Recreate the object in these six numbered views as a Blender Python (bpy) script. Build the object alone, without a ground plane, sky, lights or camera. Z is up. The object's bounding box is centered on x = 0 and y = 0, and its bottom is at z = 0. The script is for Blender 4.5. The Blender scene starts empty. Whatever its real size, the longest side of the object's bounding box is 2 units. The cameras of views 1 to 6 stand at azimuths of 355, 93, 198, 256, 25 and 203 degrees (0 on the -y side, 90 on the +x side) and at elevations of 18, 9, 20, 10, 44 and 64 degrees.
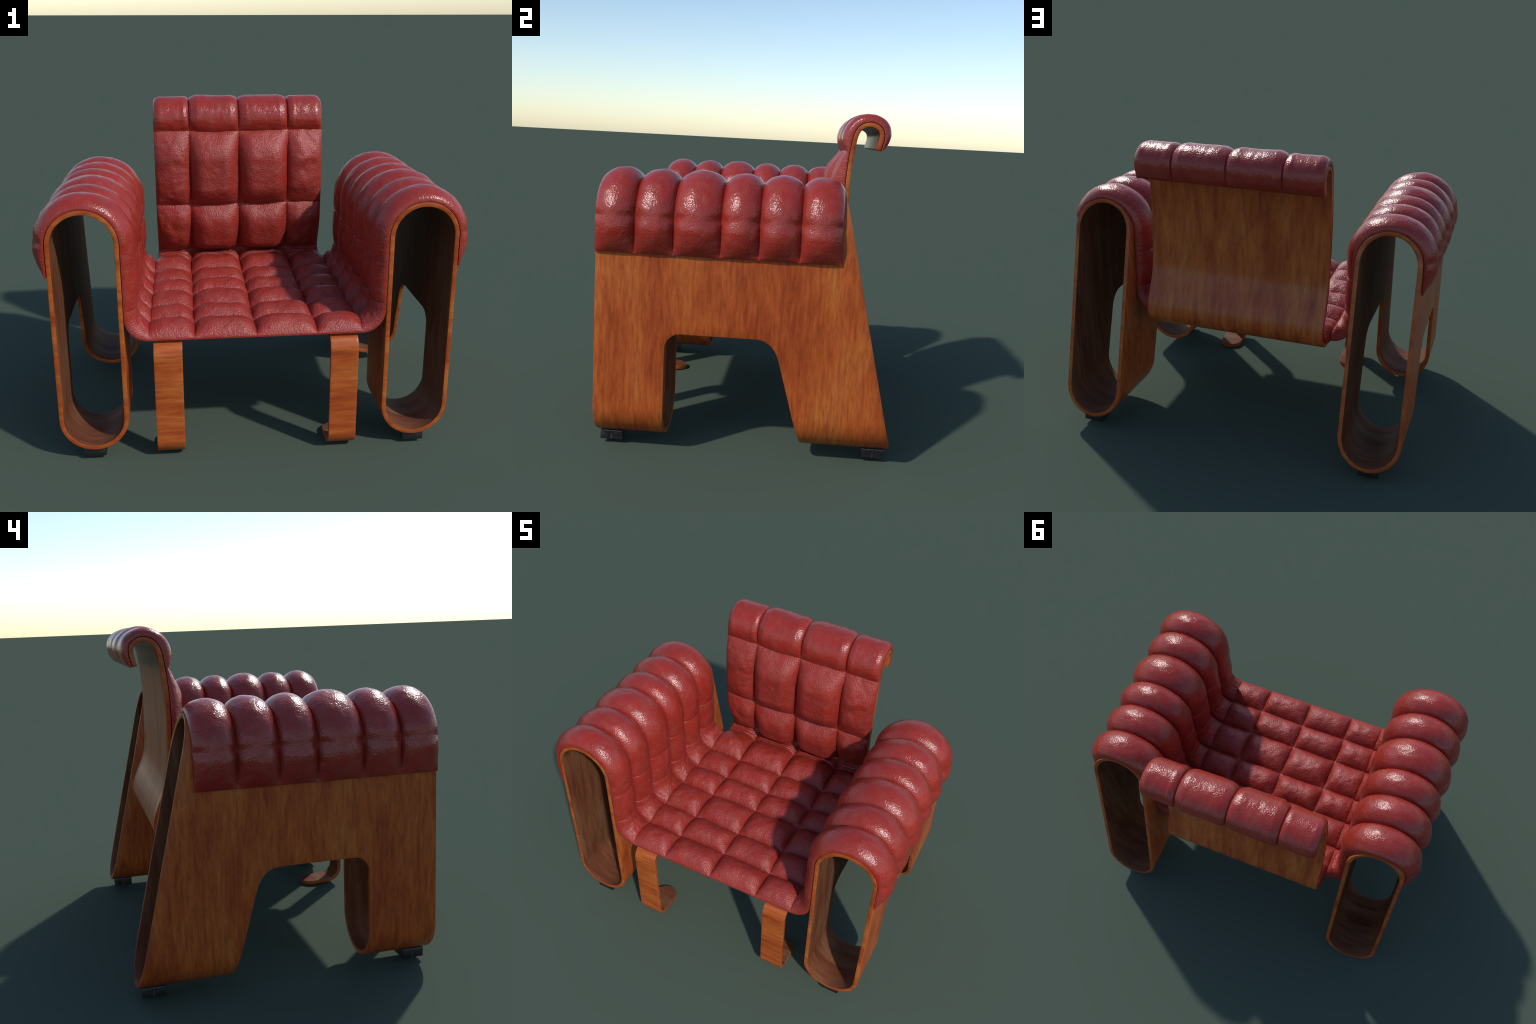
import bpy, bmesh, math
import numpy as np
from mathutils import Vector, noise

# ------------------------------------------------------------------ sizes (metres)
Y_FRONT = -0.665                    # front edge of arm loops and cushions
Y_CUSHION_BACK = 0.415              # rear edge of the arm cushions
ARM_X, ARM_R = 0.7705, 0.1615         # centre line and outer half width of an arm loop
ARM_TOP, ARM_BOTTOM = 1.231, 0.057
PLY = 0.0215                       # plywood thickness
ROWS = [-0.665, -0.490, -0.319, -0.112, 0.055, 0.234, 0.415]   # quilting rows, front to back
COL = [0.0, 0.290, 0.497]           # quilting columns of the seat (one half)
SEAT_Z = 0.608
PANEL_HALF = 0.480


# ------------------------------------------------------------------ materials
def nodes_of(name):
    m = bpy.data.materials.new(name)
    m.use_nodes = True
    t = m.node_tree
    return m, t, t.nodes["Principled BSDF"]


def add(t, kind, **kw):
    n = t.nodes.new(kind)
    for k, v in kw.items():
        if k in n.inputs:
            n.inputs[k].default_value = v
        else:
            setattr(n, k, v)
    return n


def ramp(t, stops):
    r = t.nodes.new("ShaderNodeValToRGB")
    e = r.color_ramp.elements
    while len(e) < len(stops):
        e.new(0.5)
    for el, (p, c) in zip(e, stops):
        el.position = p
        el.color = (*c, 1.0) if len(c) == 3 else c
    return r


def mapped_noise(t, scale, detail=4.0, rough=0.55, nscale=1.0, rot=(0, 0, 0)):
    tc = add(t, "ShaderNodeTexCoord")
    mp = add(t, "ShaderNodeMapping")
    mp.inputs["Scale"].default_value = scale
    mp.inputs["Rotation"].default_value = rot
    nz = add(t, "ShaderNodeTexNoise", Scale=nscale, Detail=detail, Roughness=rough)
    t.links.new(tc.outputs["Object"], mp.inputs["Vector"])
    t.links.new(mp.outputs["Vector"], nz.inputs["Vector"])
    return nz


def mix(t, fac, a, b, mode="MIX"):
    n = t.nodes.new("ShaderNodeMix")
    n.data_type = "RGBA"
    n.blend_type = mode
    for sock, v in ((n.inputs[0], fac), (n.inputs[6], a), (n.inputs[7], b)):
        if isinstance(v, (int, float)):
            sock.default_value = v
        elif isinstance(v, tuple):
            sock.default_value = (*v, 1.0)
        else:
            t.links.new(v, sock)
    return n.outputs[2]


def wood_material(name, dark, mid, light, across, along, rot=(0, 0, 0), rough=0.40, spec=0.28):
    """Grain = noise squeezed on the axes in `across` (streak frequency per axis)."""
    m, t, b = nodes_of(name)
    streak = mapped_noise(t, across, 5.0, 0.60, 1.0, rot)
    broad = mapped_noise(t, along, 3.0, 0.5, 1.0, rot)
    fine = mapped_noise(t, tuple(v * 4.0 for v in across), 3.0, 0.6, 1.0, rot)
    r1 = ramp(t, [(0.30, dark), (0.50, mid), (0.72, light)])
    t.links.new(streak.outputs["Fac"], r1.inputs["Fac"])
    r2 = ramp(t, [(0.34, (0.80, 0.66, 0.64)), (0.50, (0.98, 0.95, 0.93)), (0.66, (1.06, 1.27, 1.28))])
    t.links.new(broad.outputs["Fac"], r2.inputs["Fac"])
    c1 = mix(t, 1.0, r1.outputs["Color"], r2.outputs["Color"], "MULTIPLY")
    r3 = ramp(t, [(0.36, (0.70, 0.60, 0.55)), (0.47, (1.0, 1.0, 1.0))])
    t.links.new(fine.outputs["Fac"], r3.inputs["Fac"])
    c2 = mix(t, 0.38, c1, r3.outputs["Color"], "MULTIPLY")
    t.links.new(c2, b.inputs["Base Color"])
    b.inputs["Roughness"].default_value = rough
    b.inputs["Specular IOR Level"].default_value = spec
    bp = add(t, "ShaderNodeBump", Strength=0.12, Distance=0.002)
    t.links.new(fine.outputs["Fac"], bp.inputs["Height"])
    t.links.new(bp.outputs["Normal"], b.inputs["Normal"])
    return m


def leather_material(name, rough_lo, rough_hi, grain_strength):
    m, t, b = nodes_of(name)
    broad = mapped_noise(t, (5, 5, 5), 3.0, 0.6)
    patch = mapped_noise(t, (22, 22, 22), 4.0, 0.65)
    fine = mapped_noise(t, (150, 150, 150), 3.0, 0.6)
    r1 = ramp(t, [(0.30, (0.305, 0.019, 0.012)), (0.50, (0.282, 0.029, 0.019)), (0.72, (0.285, 0.043, 0.031))])
    t.links.new(patch.outputs["Fac"], r1.inputs["Fac"])
    r2 = ramp(t, [(0.30, (0.90, 0.86, 0.84)), (0.70, (1.06, 1.06, 1.08))])
    t.links.new(broad.outputs["Fac"], r2.inputs["Fac"])
    c = mix(t, 1.0, r1.outputs["Color"], r2.outputs["Color"], "MULTIPLY")
    r3 = ramp(t, [(0.35, (0.78, 0.70, 0.70)), (0.55, (1.0, 1.0, 1.0))])
    t.links.new(fine.outputs["Fac"], r3.inputs["Fac"])
    c = mix(t, 0.5, c, r3.outputs["Color"], "MULTIPLY")
    t.links.new(c, b.inputs["Base Color"])
    rr = ramp(t, [(0.3, (rough_lo,) * 3), (0.7, (rough_hi,) * 3)])
    t.links.new(patch.outputs["Fac"], rr.inputs["Fac"])
    t.links.new(rr.outputs["Color"], b.inputs["Roughness"])
    b.inputs["Specular IOR Level"].default_value = 0.5
    grain = mapped_noise(t, (140, 140, 140), 2.0, 0.5)
    tc = add(t, "ShaderNodeTexCoord")
    cell = add(t, "ShaderNodeTexVoronoi", Scale=130.0)
    t.links.new(tc.outputs["Object"], cell.inputs["Vector"])
    crease = mapped_noise(t, (42, 42, 42), 4.0, 0.6)
    b0 = add(t, "ShaderNodeBump", Strength=grain_strength * 0.5, Distance=0.008)
    t.links.new(crease.outputs["Fac"], b0.inputs["Height"])
    b1 = add(t, "ShaderNodeBump", Strength=grain_strength, Distance=0.006)
    t.links.new(grain.outputs["Fac"], b1.inputs["Height"])
    t.links.new(b0.outputs["Normal"], b1.inputs["Normal"])
    b2 = add(t, "ShaderNodeBump", Strength=0.10, Distance=0.003)
    t.links.new(cell.outputs["Distance"], b2.inputs["Height"])
    t.links.new(b1.outputs["Normal"], b2.inputs["Normal"])
    t.links.new(b2.outputs["Normal"], b.inputs["Normal"])
    return m


def plain_material(name, c1, c2, scale, rough, metallic=0.0):
    m, t, b = nodes_of(name)
    nz = mapped_noise(t, (scale,) * 3, 4.0, 0.6)
    r = ramp(t, [(0.35, c1), (0.7, c2)])
    t.links.new(nz.outputs["Fac"], r.inputs["Fac"])
    t.links.new(r.outputs["Color"], b.inputs["Base Color"])
    b.inputs["Roughness"].default_value = rough
    b.inputs["Metallic"].default_value = metallic
    return m


W_DARK, W_MID, W_LIGHT = (0.265, 0.050, 0.012), (0.365, 0.078, 0.016), (0.440, 0.114, 0.023)
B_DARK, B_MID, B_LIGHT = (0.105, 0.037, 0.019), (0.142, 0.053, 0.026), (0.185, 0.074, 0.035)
LEATHER = leather_material("red_leather", 0.20, 0.29, 0.36)
LEATHER_WORN = leather_material("worn_red_leather", 0.34, 0.50, 0.62)
WOOD_ARM = wood_material("veneer_vertical_grain", W_DARK, W_MID, W_LIGHT, (2, 56, 9), (1.5, 8, 2.2))
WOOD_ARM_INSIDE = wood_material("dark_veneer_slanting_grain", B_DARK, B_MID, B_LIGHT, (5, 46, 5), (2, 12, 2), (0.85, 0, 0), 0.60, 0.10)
WOOD_EDGE = wood_material("veneer_edge", W_DARK, W_MID, W_LIGHT, (8, 8, 30), (4, 4, 8), (0, 0, 0), 0.30)
WOOD_BACK = wood_material("veneer_backrest_grain", W_DARK, W_MID, W_LIGHT, (46, 5, 7), (12, 1.5, 3.0), (0, 0, 0), 0.33, 0.38)
WOOD_LEG = wood_material("veneer_cross_grain", W_DARK, W_MID, W_LIGHT, (5, 50, 50), (3, 9, 9))
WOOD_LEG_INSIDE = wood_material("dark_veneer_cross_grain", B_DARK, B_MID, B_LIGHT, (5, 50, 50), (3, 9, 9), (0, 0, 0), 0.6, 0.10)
BLACK = plain_material("black_painted_steel", (0.004, 0.004, 0.004), (0.013, 0.012, 0.011), 40, 0.55)
STEEL = plain_material("grey_steel_plate", (0.10, 0.10, 0.11), (0.16, 0.16, 0.17), 40, 0.35, 0.6)
RUST = plain_material("worn_brown_steel", (0.020, 0.013, 0.009), (0.070, 0.042, 0.026), 60, 0.6)

# ------------------------------------------------------------------ scene helpers
scene = bpy.context.scene
chair = bpy.data.objects.new("armchair", None)
scene.collection.objects.link(chair)
chair["label"] = "bent plywood armchair with quilted red leather cushion"
chair["category"] = "armchair"


def make_object(name, mesh, parent, materials):
    ob = bpy.data.objects.new(name, mesh)
    scene.collection.objects.link(ob)
    ob.parent = parent
    for mt in materials:
        mesh.materials.append(mt)
    return ob


def bevelled(ob, width, angle=50, segments=2):
    md = ob.modifiers.new("round", "BEVEL")
    md.width, md.segments = width, segments
    md.limit_method, md.angle_limit = "ANGLE", math.radians(angle)
    md.harden_normals = False
    dg = bpy.context.evaluated_depsgraph_get()
    me = bpy.data.meshes.new_from_object(ob.evaluated_get(dg))
    ob.modifiers.clear()
    old = ob.data
    ob.data = me
    me.name = ob.name
    bpy.data.meshes.remove(old)
    for p in me.polygons:
        p.use_smooth = True
    me.set_sharp_from_angle(angle=math.radians(40))
    return ob


# ------------------------------------------------------------------ profiles
def polyline_frame(pts):
    """Arc length, unit tangents of a 2D polyline."""
    pts = np.asarray(pts, float)
    d = np.diff(pts, axis=0)
    s = np.concatenate([[0], np.cumsum(np.hypot(d[:, 0], d[:, 1]))])
    return pts, s


def spline(ctrl, n=60):
    """Centripetal-looking Catmull-Rom through control points."""
    c = np.asarray(ctrl, float)
    c = np.vstack([2 * c[0] - c[1], c, 2 * c[-1] - c[-2]])
    out = []
    for i in range(1, len(c) - 2):
        p0, p1, p2, p3 = c[i - 1:i + 3]
        d1, d2, d3 = (max(1e-6, np.hypot(*(b - a))) ** 0.5 for a, b in ((p0, p1), (p1, p2), (p2, p3)))
        m1 = (p1 - p0) / d1 - (p2 - p0) / (d1 + d2) + (p2 - p1) / d2
        m2 = (p2 - p1) / d2 - (p3 - p1) / (d2 + d3) + (p3 - p2) / d3
        m1, m2 = m1 * d2, m2 * d2
        for t in np.linspace(0, 1, n, endpoint=False):
            t2, t3 = t * t, t * t * t
            out.append((2 * t3 - 3 * t2 + 1) * p1 + (t3 - 2 * t2 + t) * m1 + (-2 * t3 + 3 * t2) * p2 + (t3 - t2) * m2)
    out.append(c[-2])
    return np.array(out)


def soft_interp(x, xp, fp, blur=0.022):
    """Piecewise-linear table with its corners rounded off."""
    offs = np.linspace(-1, 1, 9)
    wts = 1 - 0.8 * offs ** 2
    return sum(w * np.interp(x + blur * o, xp, fp) for o, w in zip(offs, wts)) / wts.sum()


class Path:
    """2D path sampled by arc length; normal = left of travel."""
    def __init__(self, pts):
        self.p, self.s = polyline_frame(pts)
        keep = np.concatenate([[True], np.diff(self.s) > 1e-7])
        self.p, self.s = self.p[keep], self.s[keep]
        g = np.gradient(self.p, self.s, axis=0)
        g /= np.linalg.norm(g, axis=1)[:, None]
        self.g = g
        self.length = self.s[-1]

    def at(self, s):
        s = np.asarray(s, float)
        pos = np.stack([np.interp(s, self.s, self.p[:, k]) for k in (0, 1)], -1)
        g = np.stack([np.interp(s, self.s, self.g[:, k]) for k in (0, 1)], -1)
        g /= np.linalg.norm(g, axis=-1)[..., None]
        return pos, np.stack([-g[..., 1], g[..., 0]], -1)

    def nearest(self, q):
        return self.s[np.argmin(np.hypot(*(self.p - np.asarray(q)).T))]


def arc(cx, cy, r, a0, a1, n=40):
    a = np.radians(np.linspace(a0, a1, n))
    return np.stack([cx + r * np.cos(a), cy + r * np.sin(a)], 1)


def line(a, b, n=20):
    return np.linspace(a, b, n)


# ------------------------------------------------------------------ arm loops
def rear_edge(z):
    return 0.690 - 0.233 * (z - 0.067)


CUT_Z, CUT_R = 0.570, 0.070
_b = np.linspace(0, 1, 80)
_P0, _K, _P2 = np.array([0.052, CUT_Z]), np.array([0.139, CUT_Z]), np.array([0.1665, 0.475])
_bez = ((1 - _b) ** 2)[:, None] * _P0 + (2 * _b * (1 - _b))[:, None] * _K + (_b ** 2)[:, None] * _P2


def cut_front(z):
    if z >= CUT_Z - CUT_R:
        dz = min(CUT_R, z - (CUT_Z - CUT_R))
        return -0.345 + CUT_R - math.sqrt(max(0.0, CUT_R ** 2 - dz ** 2))
    return -0.345


def cut_rear(z):
    if z >= 0.475:
        return float(np.interp(min(z, CUT_Z), _bez[::-1, 1], _bez[::-1, 0]))
    return 0.1665 - 0.285 * (z - 0.475)


def arm_loop_mesh(sign):
    zt, zb = ARM_TOP - ARM_R, ARM_BOTTOM + ARM_R
    corner = CUT_Z - 0.095 * (1 - np.cos(np.linspace(0, math.pi / 2, 14)))[1:]     # dense below the cut top
    wall = np.concatenate([np.linspace(zt, CUT_Z, 10)[1:-1], [CUT_Z], corner, np.linspace(corner[-1], zb, 7)[1:-1]])
    prof = []                                                     # (x, z, nx, nz), once round
    for a in np.radians(np.linspace(180, 0, 41)):
        prof.append((ARM_R * math.cos(a), zt + ARM_R * math.sin(a), math.cos(a), math.sin(a)))
    prof += [(ARM_R, z, 1, 0) for z in wall]
    for a in np.radians(np.linspace(0, -180, 41)):
        prof.append((ARM_R * math.cos(a), zb + ARM_R * math.sin(a), math.cos(a), math.sin(a)))
    prof += [(-ARM_R, z, -1, 0) for z in wall[::-1]]
    nf, nm, nb = 8, 8, 8
    bm = bmesh.new()
    grid = []
    for x, z, nx, nz in prof:
        A, B = cut_front(min(z, CUT_Z)), cut_rear(min(z, CUT_Z))
        ys = np.concatenate([np.linspace(Y_FRONT, A, nf + 1), np.linspace(A, B, nm + 1)[1:], np.linspace(B, rear_edge(z), nb + 1)[1:]])
        row = []
        for y in ys:
            o = bm.verts.new((sign * (ARM_X + x), y, z))
            i = bm.verts.new((sign * (ARM_X + x - nx * PLY), y, z - nz * PLY))
            row.append((o, i))
        grid.append(row)
    n, m = len(grid), nf + nm + nb
    present = {}
    for k in range(n):
        k2 = (k + 1) % n
        za, zc = prof[k][1], prof[k2][1]
        for j in range(m):
            if nf <= j < nf + nm and min(za, zc) < CUT_Z - 1e-6:
                continue
            present[(k, j)] = True
    for (k, j) in present:
        k2 = (k + 1) % n
        a, b, c, d = grid[k][j], grid[k2][j], grid[k2][j + 1], grid[k][j + 1]
        f = bm.faces.new((a[0], b[0], c[0], d[0])); f.material_index = 0
        f = bm.faces.new((d[1], c[1], b[1], a[1])); f.material_index = 1
        for (kk, jj), (u, v) in (((k, j - 1), (a, b)), ((k, j + 1), (c, d)), (((k - 1) % n, j), (d, a)), ((k2, j), (b, c))):
            if (kk, jj) not in present:
                f = bm.faces.new((v[0], u[0], u[1], v[1])); f.material_index = 2
    loose = [v for v in bm.verts if not v.link_faces]
    bmesh.ops.delete(bm, geom=loose, context="VERTS")
    bmesh.ops.recalc_face_normals(bm, faces=bm.faces)
    me = bpy.data.meshes.new("armrest_frame")
    bm.to_mesh(me)
    bm.free()
    return me


def caster(parent, x, y):
    def box(name, sx, sy, sz, ox, oy, oz, mat, par, bev):
        bm = bmesh.new()
        bmesh.ops.create_cube(bm, size=1.0)
        bmesh.ops.scale(bm, vec=(sx, sy, sz), verts=bm.verts)
        bmesh.ops.translate(bm, vec=(ox, oy, oz), verts=bm.verts)
        me = bpy.data.meshes.new(name)
        bm.to_mesh(me); bm.free()
        return bevelled(make_object(name, me, par, [mat]), bev, 40)
    body = box("caster", 0.104, 0.104, 0.006, x, y, 0.0575, STEEL, parent, 0.001)
    for d in (-1, 1):                                         # two cheeks with the roller between them
        box("caster_cheek", 0.103, 0.0455, 0.0375, x, y + d * 0.0290, 0.03575, BLACK, body, 0.002)
    bm = bmesh.new()
    bmesh.ops.create_cone(bm, cap_ends=True, segments=32, radius1=0.019, radius2=0.019, depth=0.100)
    bmesh.ops.rotate(bm, verts=bm.verts, cent=(0, 0, 0), matrix=__import__("mathutils").Matrix.Rotation(math.pi / 2, 3, "Y"))
    bmesh.ops.scale(bm, vec=(1, 0.34, 1), verts=bm.verts)
    bmesh.ops.translate(bm, vec=(x, y, 0.0365), verts=bm.verts)
    me = bpy.data.meshes.new("caster_roller")
    bm.to_mesh(me); bm.free()
    bevelled(make_object("caster_roller", me, body, [RUST]), 0.001, 40)


for sign in (1, -1):
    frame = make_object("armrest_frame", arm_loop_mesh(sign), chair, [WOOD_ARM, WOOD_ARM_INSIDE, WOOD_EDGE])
    bevelled(frame, 0.0035)
    caster(chair, sign * 0.777, -0.602)
    caster(chair, sign * 0.777, 0.617)


# ------------------------------------------------------------------ bent strips (backrest panel, legs)
def strip_mesh(name, path, s_list, half_width, x0, thick, round_end=False):
    """Plywood strip: path in (y, z); its left side is the leather / show side."""
    pos, nor = path.at(s_list)
    n = len(s_list)
    cols = 12
    bm = bmesh.new()
    rows = []
    for i in range(n):
        w = half_width
        if round_end:
            rest = path.length - s_list[i]
            if rest < half_width:
                w = math.sqrt(max(0.0, half_width ** 2 - (half_width - rest) ** 2))
                w = max(w, 0.004)
        row = []
        for j in range(cols + 1):
            x = x0 + w * (2 * j / cols - 1)
            a = bm.verts.new((x, pos[i, 0], pos[i, 1]))
            b = bm.verts.new((x, pos[i, 0] - nor[i, 0] * thick, pos[i, 1] - nor[i, 1] * thick))
            row.append((a, b))
        rows.append(row)
    for i in range(n - 1):
        for j in range(cols):
            a, b, c, d = rows[i][j], rows[i + 1][j], rows[i + 1][j + 1], rows[i][j + 1]
            f = bm.faces.new((a[0], b[0], c[0], d[0])); f.material_index = 0
            f = bm.faces.new((d[1], c[1], b[1], a[1])); f.material_index = 1
        for j, o in ((0, 0), (cols, 0)):
            a, b = rows[i][j], rows[i + 1][j]
            f = bm.faces.new((a[0], a[1], b[1], b[0])); f.material_index = 2
    for i in (0, n - 1):
        for j in range(cols):
            a, b = rows[i][j], rows[i][j + 1]
            f = bm.faces.new((a[0], b[0], b[1], a[1])); f.material_index = 2
    bmesh.ops.recalc_face_normals(bm, faces=bm.faces)
    me = bpy.data.meshes.new(name)
    bm.to_mesh(me)
    bm.free()
    return me


# side profile shared by the backrest panel (behind) and the backrest cushion (in front)
BACK_CTRL = [(0.234, 0.608), (0.320, 0.608), (0.405, 0.608), (0.455, 0.614), (0.492, 0.636), (0.511, 0.672),
             (0.507, 0.715), (0.489, 0.765), (0.460, 0.830), (0.440, 0.890), (0.431, 0.950), (0.427, 1.050),
             (0.424, 1.180), (0.425, 1.260), (0.429, 1.330), (0.434, 1.385), (0.441, 1.435), (0.449, 1.482),
             (0.459, 1.509), (0.473, 1.529), (0.495, 1.545), (0.522, 1.553), (0.546, 1.552), (0.572, 1.541),
             (0.591, 1.523), (0.600, 1.499), (0.600, 1.473), (0.594, 1.445), (0.587, 1.417)]
BACK = Path(spline(BACK_CTRL))


def offset_path(path, d):
    pos, nor = path.at(path.s)
    return Path(pos + nor * d)


panel_path = offset_path(BACK, -0.003)
s_panel = np.linspace(0.0, panel_path.length, 130)
panel = make_object("backrest_panel", strip_mesh("backrest_panel", panel_path, s_panel, PANEL_HALF, 0.0, PLY), chair,
                    [WOOD_BACK, WOOD_BACK, WOOD_EDGE])
bevelled(panel, 0.003)

board_path = Path(line((-0.40, 0.605), (0.2335, 0.605), 10))
board = make_object("seat_board", strip_mesh("seat_board", board_path, np.linspace(0, board_path.length, 8), PANEL_HALF, 0.0, PLY), chair,
                    [WOOD_BACK, WOOD_BACK, WOOD_EDGE])
bevelled(board, 0.002)

LEG_Y, LEG_X, LEG_HALF = -0.688, 0.413, 0.066
KNEE, HEEL = 0.080, 0.085            # bend radii under the seat and above the floor
_dip = math.radians(5.5)              # the foot slopes down to its tip
_c = (LEG_Y + HEEL, 0.012 + HEEL)
heel = arc(_c[0], _c[1], HEEL, 180, 270 - 5.5, 26)
leg_pts = np.vstack([line((-0.4005, 0.605), (LEG_Y + KNEE, 0.605), 6), arc(LEG_Y + KNEE, 0.605 - KNEE, KNEE, 90, 180, 24)[1:],
                     line((LEG_Y, 0.605 - KNEE), (LEG_Y, _c[1]), 20)[1:], heel[1:],
                     line(heel[-1], (-0.456, 0.0005), 30)[1:]])
# left of travel must be the outward (front) face: travel downwards from the seat gives it on the right
leg_in = offset_path(Path(leg_pts), 0.021)
for sign in (1, -1):
    L = leg_in.length
    s_leg = np.concatenate([np.linspace(0, L - LEG_HALF, 70), L - LEG_HALF * np.cos(np.linspace(0, math.pi / 2, 18))[1:]])
    me = strip_mesh("front_leg", leg_in, s_leg, LEG_HALF, sign * LEG_X, 0.021, True)
    leg = make_object("front_leg", me, chair, [WOOD_LEG_INSIDE, WOOD_LEG, WOOD_EDGE])
    bevelled(leg, 0.003)


# ------------------------------------------------------------------ quilted leather
def lobe(t, p):
    """Rise from a seam (t = 0) to the crown of a pad (t = 1); p = roundness (0.5 half circle, 1 parabola)."""
    q = 1.0 - np.clip(t, 0, 1)
    return np.maximum(0.0, 1.0 - q ** 2) ** p


def pad_axis(values, breaks, depths, p, widths=None):
    """Product of seam dips along one direction. depths[k] = how deep the seam at breaks[k] cuts (0..1)."""
    out = np.ones_like(values)
    for k, (b, d) in enumerate(zip(breaks, depths)):
        if d == 0:
            continue
        for side in (-1, 1):
            nb = k + side
            if not 0 <= nb < len(breaks):
                continue
            half = abs(breaks[nb] - b) / 2
            w = min(half, widths) if widths else half
            t = (values - b) * side
            inside = (t >= -1e-9) & (t <= half + 1e-9)
            out = np.where(inside, out * (1 - d * (1 - lobe(t / w, p))), out)
    return out


def samples(breaks, step):
    out, marks = [breaks[0]], [0]
    for a, b in zip(breaks[:-1], breaks[1:]):
        n = max(4, int(round((b - a) / step)))
        # denser next to the seams
        u = np.linspace(0, 1, n + 1)[1:]
        u = u - 0.10 * np.sin(2 * math.pi * u)
        out += list(a + (b - a) * u)
        out[-1] = b
        marks.append(len(out) - 1)
    return np.array(out), marks


def field(P, scale, seed, octaves=3, stretch=(1, 1, 1)):
    flat = P.reshape(-1, 3)
    off = Vector((seed * 7.31, seed * 3.17, seed * 5.53))
    sc = Vector((scale * stretch[0], scale * stretch[1], scale * stretch[2]))
    r = [noise.fractal(Vector((p[0] * sc.x, p[1] * sc.y, p[2] * sc.z)) + off, 0.9, 2.1, octaves) for p in flat]
    return np.array(r).reshape(P.shape[:2])


def grid_normals(P):
    du, dv = np.gradient(P, axis=0), np.gradient(P, axis=1)
    n = np.cross(du, dv)
    return n / np.maximum(1e-12, np.linalg.norm(n, axis=2))[..., None]


def patch_mesh(name, P, N, flip):
    """Mesh of one quilt pad cut out of the whole sheet, carrying the whole sheet's normals."""
    a, b = P.shape[:2]
    idx = np.arange(a * b).reshape(a, b)
    q = np.stack([idx[:-1, :-1], idx[1:, :-1], idx[1:, 1:], idx[:-1, 1:]], -1).reshape(-1, 4)
    if flip:
        q = q[:, ::-1]
    me = bpy.data.meshes.new(name)
    me.from_pydata(P.reshape(-1, 3).tolist(), [], q.tolist())
    me.update()
    me.polygons.foreach_set("use_smooth", [True] * len(me.polygons))
    me.normals_split_custom_set_from_vertices(N.reshape(-1, 3).tolist())
    return me


def backing_mesh(name, top, base, flip, rims):
    """Underside of a cushion region and its thin rim. rims: which of (i0, i1, j0, j1) borders are open."""
    a, b = base.shape[:2]
    verts = base.reshape(-1, 3).tolist()
    idx = np.arange(a * b).reshape(a, b)
    q = np.stack([idx[:-1, :-1], idx[:-1, 1:], idx[1:, 1:], idx[1:, :-1]], -1).reshape(-1, 4)
    if flip:
        q = q[:, ::-1]
    faces = q.tolist()
    for rim, (tl, bl, order) in zip(rims, ((top[0], idx[0], 1), (top[-1], idx[-1], 0), (top[:, 0], idx[:, 0], 0), (top[:, -1], idx[:, -1], 1))):
        if rim is None:
            continue
        lo, hi = rim
        st = len(verts)
        verts += tl.tolist()
        for k in range(len(bl) - 1):
            if not (lo <= k < hi):
                continue
            f = [int(bl[k]), int(bl[k + 1]), st + k + 1, st + k]
            if (order == 1) != flip:
                f = f[::-1]
            faces.append(f)
    me = bpy.data.meshes.new(name)
    me.from_pydata(verts, [], faces)
    bm = bmesh.new()
    bm.from_mesh(me)
    bmesh.ops.delete(bm, geom=[v for v in bm.verts if not v.link_faces], context="VERTS")
    bm.to_mesh(me)
    bm.free()
    return me


STEP = 0.0048
# ---- sheet across the chair: arm, seat, arm --------------------------------
PATH_R = ARM_R + 0.003
X_IN, X_OUT = ARM_X - PATH_R, ARM_X + PATH_R
FILLET = X_IN - COL[2]
right = np.vstack([line((0, SEAT_Z), (COL[2], SEAT_Z), 60), arc(COL[2], SEAT_Z + FILLET, FILLET, -90, 0, 50)[1:],
                   line((X_IN, SEAT_Z + FILLET), (X_IN, 1.068), 40)[1:], arc(ARM_X, 1.068, PATH_R, 180, 0, 120)[1:],
                   line((X_OUT, 1.068), (X_OUT, 0.925), 30)[1:]])
left = right[::-1] * np.array([-1, 1])
ACROSS = Path(np.vstack([left[:-1], right]))
half_len = ACROSS.length / 2
marks_x = [half_len + v for v in
           (ACROSS.nearest((COL[1], SEAT_Z)) - half_len, ACROSS.nearest((COL[2], SEAT_Z)) - half_len,
            ACROSS.nearest((X_IN, 0.755)) - half_len, ACROSS.nearest((X_IN, 0.950)) - half_len,
            ACROSS.nearest((X_OUT, 1.085)) - half_len, half_len)]
mirror = [2 * half_len - v for v in marks_x[::-1]]
BREAK_S = mirror + [half_len] + marks_x
#            tip  pinch crease fillet seat  col  mid
DEPTH_S = [0.00, 0.00, 0.16, 0.22, 0.42, 0.90, 0.90, 0.90, 0.42, 0.22, 0.16, 0.00, 0.00]
S, s_marks = samples(BREAK_S, STEP)
Yv, y_marks = samples(ROWS, STEP)
pos, nor = ACROSS.at(S)
SS, YY = np.meshgrid(S, Yv, indexing="ij")
base = np.stack([np.repeat(pos[:, :1], len(Yv), 1), YY, np.repeat(pos[:, 1:], len(Yv), 1)], -1)
N2 = np.stack([np.repeat(nor[:, :1], len(Yv), 1), np.zeros_like(YY), np.repeat(nor[:, 1:], len(Yv), 1)], -1)

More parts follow.
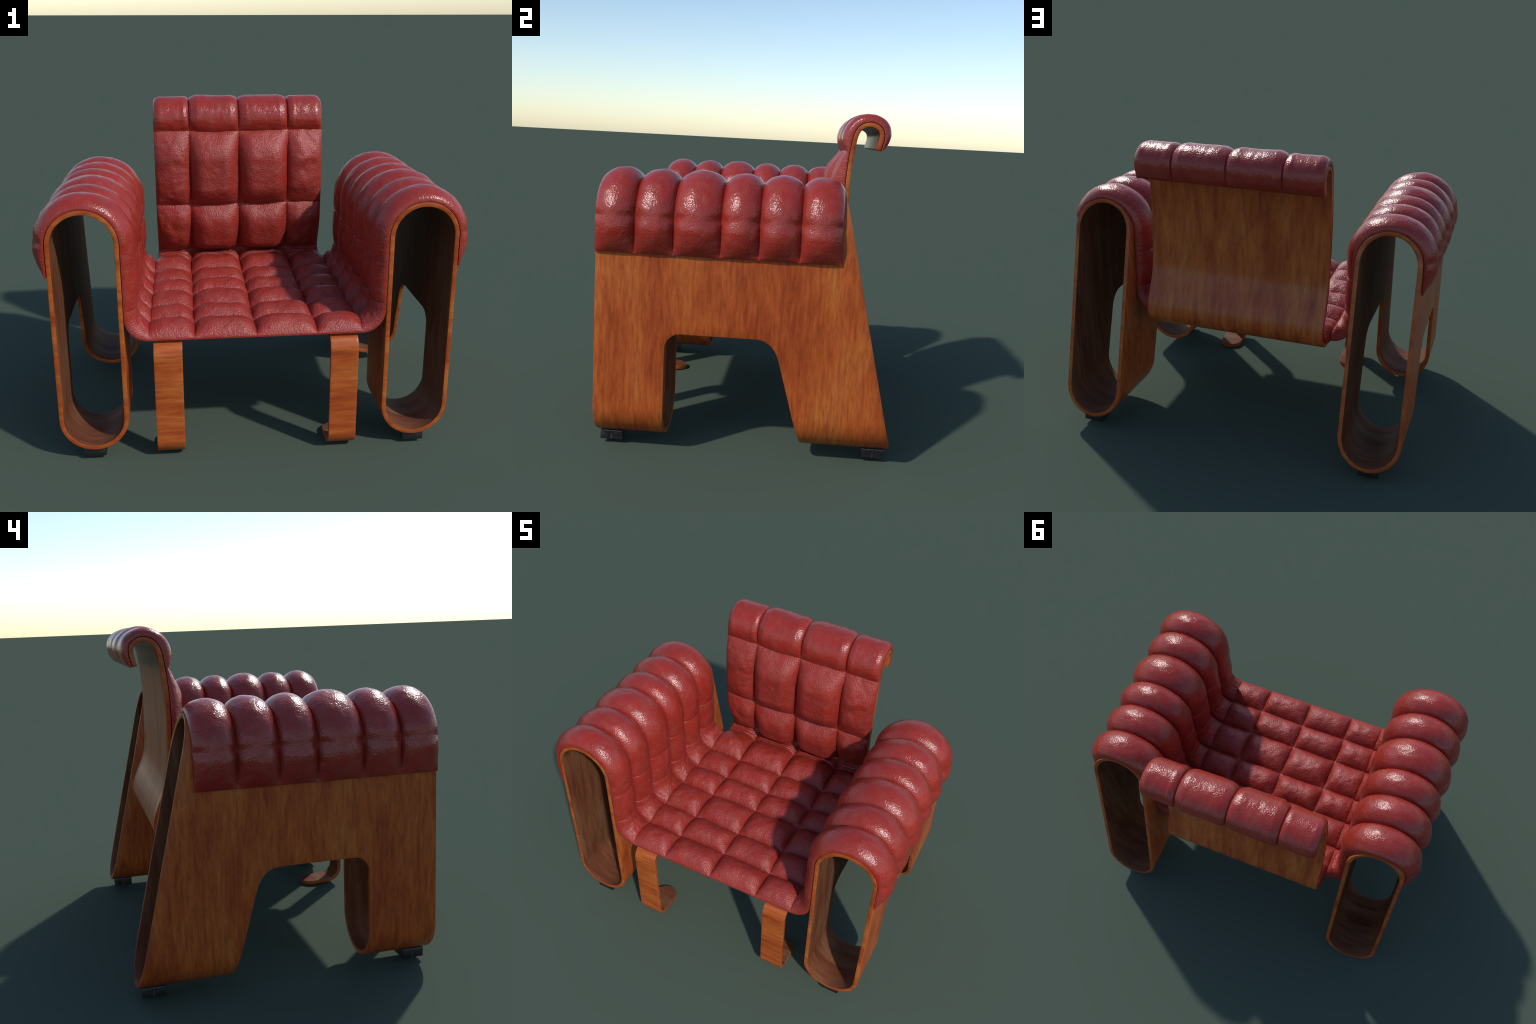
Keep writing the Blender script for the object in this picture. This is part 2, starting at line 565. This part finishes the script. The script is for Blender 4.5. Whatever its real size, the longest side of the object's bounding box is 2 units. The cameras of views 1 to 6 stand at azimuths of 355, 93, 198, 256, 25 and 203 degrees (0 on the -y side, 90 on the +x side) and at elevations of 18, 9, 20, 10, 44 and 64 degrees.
d_center = np.abs(SS - half_len)                       # distance from the middle of the seat along the sheet
s_fil, s_inn, s_cre, s_pin, s_tip = [m - half_len for m in marks_x[1:]]
crown = soft_interp(d_center, [0, s_fil - 0.02, s_fil + 0.05, s_inn, s_inn + 0.06, s_cre, s_cre + 0.10, s_pin - 0.30, s_pin - 0.05, s_pin + 0.05, s_tip],
                  [0.071, 0.072, 0.070, 0.067, 0.066, 0.065, 0.062, 0.058, 0.060, 0.064, 0.064])
on_seat = np.clip((s_fil - d_center) / 0.01 + 0.5, 0, 1)
wide = np.exp(-((YY + 0.215) / 0.11) ** 4)             # the third row is the widest and a bit fuller
crown = crown + 0.004 * wide
crown = crown + 0.006 * np.clip((YY - 0.234) / 0.06, 0, 1) * np.exp(-((d_center - s_fil - 0.02) / 0.09) ** 4)
valley = 0.006 + 0.004 * on_seat

row_arm = pad_axis(YY, ROWS, [1.0] * 7, 0.60)
warp = field(base, 6.0, 21, 2)
row_seat = pad_axis(np.clip(YY + 0.006 * warp * np.minimum(1, np.minimum(YY - ROWS[0], ROWS[-1] - YY) / 0.06), ROWS[0], ROWS[-1]), ROWS, [1.0, 0.92, 0.92, 0.92, 0.92, 0.92, 1.0], 0.76)
row = row_arm * (1 - on_seat) + row_seat * on_seat
# the rearmost seat pads round over abruptly at their free rear edge
near_fillet = np.exp(-((d_center - s_fil - 0.02) / 0.105) ** 4)
last = (YY > (ROWS[5] + ROWS[6]) / 2).astype(float)
blunt = lobe((ROWS[6] - YY) / 0.045, 0.55)
row = row * (1 - near_fillet * last) + blunt * near_fillet * last
ss_w = SS + on_seat * 0.006 * field(base, 6.0, 22, 2)
along = pad_axis(ss_w, BREAK_S, DEPTH_S, 0.62, 0.11) * (1 - on_seat) + pad_axis(ss_w, BREAK_S, DEPTH_S, 0.66, 0.080) * on_seat
along = along * lobe((s_tip - d_center) / 0.130, 0.85)
pinch = 0.62 * np.exp(-((d_center - s_pin) / 0.017) ** 2) * np.clip(1.0 - row_arm, 0, 1) ** 1.2
pinch += 0.075 * np.exp(-((d_center - s_pin) / 0.026) ** 2)
edge = np.minimum(np.clip((YY - ROWS[0]) / 0.02, 0, 1), np.clip((ROWS[-1] - YY) / 0.02, 0, 1))
edge = np.minimum(edge, np.clip((s_tip - d_center) / 0.02, 0, 1))
valley = 0.008 + (valley - 0.008) * edge
height = valley + (crown - valley) * row * along * (1 - pinch)

lump = field(base, 9.0, 1) * (0.0030 + 0.0035 * on_seat) + field(base, 26.0, 2) * 0.0016
crease_near = (1 - row) * 0.7 + (1 - along) * 0.5
# pinched wrinkles run across the seams; strongest in the arm-to-seat fillet and down the inner arm
wr_s = field(np.stack([SS * 1.0, YY * 1.0, SS * 0], -1), 1.0, 3, 2, (75, 10, 1))
wr_y = field(np.stack([SS * 1.0, YY * 1.0, SS * 0], -1), 1.0, 4, 2, (9, 80, 1))
in_fillet = np.exp(-((d_center - (s_fil + s_inn) / 2) / 0.085) ** 4)
inner_arm = np.clip((d_center - s_inn + 0.05) / 0.05, 0, 1) * np.clip((s_cre + 0.16 - d_center) / 0.10, 0, 1)
height = height + edge * (lump * (0.4 + 0.6 * row * along) + wr_y * 0.0042 * in_fillet + wr_s * (0.0030 * inner_arm + 0.0016) * np.clip(crease_near, 0, 1))
TOP = base + N2 * height[..., None]
NRM = grid_normals(TOP)
NRM = -NRM if (NRM[len(S) // 2, len(Yv) // 2, 2] < 0) else NRM
_f = np.cross(TOP[1, 0] - TOP[0, 0], TOP[0, 1] - TOP[0, 0])
FLIP = bool(np.dot(_f, NRM[0, 0]) < 0)
# underside follows the frame
UNDER = base.copy()

seat_cells = range(3, 9)                    # fillet, four seat columns, fillet
regions = (("armrest_cushion", "armrest_pad", range(0, 3)), ("armrest_cushion", "armrest_pad", range(9, 12)), ("seat_cushion", "seat_pad", seat_cells))
parts = {}
for part, pad, cells in regions:
    i0, i1 = s_marks[cells[0]], s_marks[cells[-1] + 1]
    nrow = y_marks[-1]
    full = (0, 10 ** 6)
    rims = (full if cells[0] == 0 else None, full if cells[-1] == 11 else None, full, full)
    if part == "seat_cushion":              # the middle of the last row belongs to the sheet that climbs the backrest
        k0, k1 = s_marks[4] - i0, s_marks[8] - i0
        me = backing_mesh(part, TOP[i0:i1 + 1], UNDER[i0:i1 + 1], not FLIP, (None, None, full, (0, k0)))
        par = make_object(part, me, chair, [LEATHER])
        extra = backing_mesh("x", TOP[i0:i1 + 1], UNDER[i0:i1 + 1], not FLIP, (None, None, None, (k1, 10 ** 6)))
        bm = bmesh.new(); bm.from_mesh(me); bm.from_mesh(extra)
        bmesh.ops.remove_doubles(bm, verts=bm.verts, dist=1e-5)
        bm.to_mesh(me); bm.free()
        bpy.data.meshes.remove(extra)
    else:
        me = backing_mesh(part, TOP[i0:i1 + 1], UNDER[i0:i1 + 1], not FLIP, rims)
        par = make_object(part, me, chair, [LEATHER])
    parts.setdefault(part, par)
    for c in cells:
        for r in range(6):
            if r == 5 and 4 <= c <= 7:
                continue
            sl = (slice(s_marks[c], s_marks[c + 1] + 1), slice(y_marks[r], y_marks[r + 1] + 1))
            make_object(pad, patch_mesh(pad, TOP[sl], NRM[sl], FLIP), par, [LEATHER if pad == "armrest_pad" else LEATHER_WORN])

# ---- sheet up the backrest -------------------------------------------------
b_seat_end = BACK.nearest((0.440, 0.610))
b_pad0 = BACK.nearest((0.511, 0.695))
b_pad1 = BACK.nearest((0.429, 0.985))
b_pad2 = BACK.nearest((0.436, 1.403))
BREAK_B = [0.0, b_seat_end, b_pad0, b_pad1, b_pad2, BACK.length]
# the first stretch is straight, so it takes over the row samples of the seat sheet
SB, b_marks = samples(BREAK_B, STEP)
COLS_U = [-1.0, -COL[1] / COL[2], 0.0, COL[1] / COL[2], 1.0]
U, u_marks = samples(COLS_U, STEP / COL[2])
BB, UU = np.meshgrid(SB, U, indexing="ij")
bpos, bnor = BACK.at(SB)
half_w = np.interp(SB, [0, 0.183, 0.24, b_pad0, b_pad1, BACK.length], [COL[2], COL[2], 0.490, 0.481, 0.480, 0.480])
XB = UU * half_w[:, None]
bbase = np.stack([XB, np.repeat(bpos[:, :1], len(U), 1), np.repeat(bpos[:, 1:], len(U), 1)], -1)
bn = np.stack([np.zeros_like(XB), np.repeat(bnor[:, :1], len(U), 1), np.repeat(bnor[:, 1:], len(U), 1)], -1)
s_top = BACK.nearest((0.535, 1.553))
bcrown = soft_interp(BB, [0, b_seat_end, b_seat_end + 0.03, b_pad0 - 0.02, b_pad0 + 0.04, b_pad1 - 0.02, b_pad1 + 0.10, b_pad2 - 0.14, b_pad2 - 0.02, b_pad2 + 0.06, s_top - 0.07, s_top, s_top + 0.10, BACK.length],
                   [0.080, 0.084, 0.080, 0.078, 0.102, 0.076, 0.092, 0.097, 0.068, 0.060, 0.051, 0.042, 0.041, 0.038])
roll = np.clip((BB - b_pad2) / 0.03, 0, 1)
side = np.clip((np.abs(UU) - COLS_U[3]) / (1 - COLS_U[3]), 0, 1)
uw = UU + 0.010 * field(bbase, 7.0, 32, 2) * np.clip((0.9 - np.abs(UU)) / 0.1, 0, 1)
col_soft = pad_axis(uw, COLS_U, [0.0, 0.95, 0.95, 0.95, 0.0], 0.72, 0.19)
col_soft = np.where(np.abs(UU) > COLS_U[3], 0.10 + 0.90 * (0.60 * lobe(side / 0.40, 0.6) * lobe((1 - side) / 0.75, 0.7)) , col_soft)
col_soft = np.where(side > 0.999, 0.0, col_soft)
col_roll = np.minimum(1.0, 1.25 * pad_axis(UU, COLS_U, [0.95, 0.85, 0.85, 0.85, 0.95], 0.45))
bcol = col_soft * (1 - roll) + col_roll * roll
rim = np.clip((BB - 0.140) / 0.055, 0, 1)                # free side edge starts behind the arm cushions
col_seat = pad_axis(UU, COLS_U, [0.0, 0.90, 0.90, 0.90, 0.0], 0.66, 0.16)
col_seat = col_seat * (1 - (0.42 + 0.50 * rim) * (1 - lobe((1 - np.abs(UU)) / 0.16, 0.6)))
on_back = np.clip((BB - b_seat_end - 0.01) / 0.05, 0, 1)
on_back = on_back * on_back * (3 - 2 * on_back)
bcol = col_seat * (1 - on_back) + bcol * on_back
bcol = bcol * (1 - 0.22 * roll * np.clip((np.abs(UU) - COLS_U[3]) / 0.1, 0, 1))
bwarp = field(bbase, 7.0, 31, 2) * np.clip((BB - 0.25) / 0.1, 0, 1) * np.clip((BACK.length - BB) / 0.1, 0, 1)
brow = pad_axis(BB + 0.007 * bwarp, BREAK_B, [0.92, 0.55, 0.75, 0.86, 0.86, 1.0], 0.85, 0.11)
bedge = np.clip((1 - np.abs(UU)) * COL[2] / 0.02, 0, 1)
bedge = np.where(BB < 0.181, 1.0, bedge)
bedge = np.minimum(bedge, np.clip((BACK.length - BB) / 0.02, 0, 1))
bvalley = 0.007 + (0.012 - 0.007) * bedge
bheight = bvalley + (bcrown - bvalley) * bcol * brow
tuck = np.exp(-((BB - (b_seat_end + b_pad0) / 2) / 0.075) ** 4)
blump = field(bbase, 9.0, 11) * 0.0035 + field(bbase, 26.0, 12) * 0.0016
side_lump = field(bbase, 13.0, 15, 2) * 0.010 * np.clip((np.abs(UU) - 0.58) / 0.15, 0, 1) * (1 - roll)
bw = field(np.stack([BB, XB, BB * 0], -1), 1.0, 13, 2, (70, 9, 1))
bheight = bheight + bedge * ((blump + side_lump) * (0.3 + 0.7 * bcol * brow) + bw * (0.004 * tuck + 0.0012 * np.clip(1 - bcol * brow, 0, 1)))
BTOP = bbase + bn * bheight[..., None]
# meet the seat sheet along the shared seam exactly in height
seam = TOP[s_marks[4]:s_marks[8] + 1, y_marks[5]]
blend = np.clip(1 - BB / 0.03, 0, 1)
seam_z = np.interp(XB[0], seam[:, 0], seam[:, 2])
BTOP[..., 2] += blend * (seam_z[None, :] - BTOP[0, :, 2][None, :])
for side, col_i, mk in ((-1, 0, s_marks[4]), (1, -1, s_marks[8])):
    tgt = np.interp(np.minimum(BB[:, 0] + 0.234, Y_CUSHION_BACK), Yv, TOP[mk, :, 2])
    lim = BB[:, 0] <= 0.150
    fade = np.clip(1 - (1 - UU * side) * COL[2] / 0.012, 0, 1)
    dz = np.where(lim, tgt - BTOP[:, col_i, 2], 0.0)
    BTOP[..., 2] += fade * dz[:, None]
BNRM = grid_normals(BTOP)
BNRM = -BNRM if BNRM[6, len(U) // 2, 2] < 0 else BNRM
_f = np.cross(BTOP[7, 6] - BTOP[6, 6], BTOP[6, 7] - BTOP[6, 6])
BFLIP = bool(np.dot(_f, BNRM[6, 6]) < 0)
k_rim = int(np.searchsorted(SB, 0.181))
i0 = b_marks[1]
back_cushion = make_object("backrest_cushion", backing_mesh("backrest_cushion", BTOP, bbase, not BFLIP, (None, (0, 10 ** 6), (k_rim, 10 ** 6), (k_rim, 10 ** 6))), chair, [LEATHER])
for r in range(5):
    for c in range(4):
        sl = (slice(b_marks[r], b_marks[r + 1] + 1), slice(u_marks[c], u_marks[c + 1] + 1))
        if r == 0:
            make_object("seat_pad", patch_mesh("seat_pad", BTOP[sl], BNRM[sl], BFLIP), parts["seat_cushion"], [LEATHER_WORN])
        else:
            make_object("backrest_pad", patch_mesh("backrest_pad", BTOP[sl], BNRM[sl], BFLIP), back_cushion, [LEATHER if r == 4 else LEATHER_WORN])
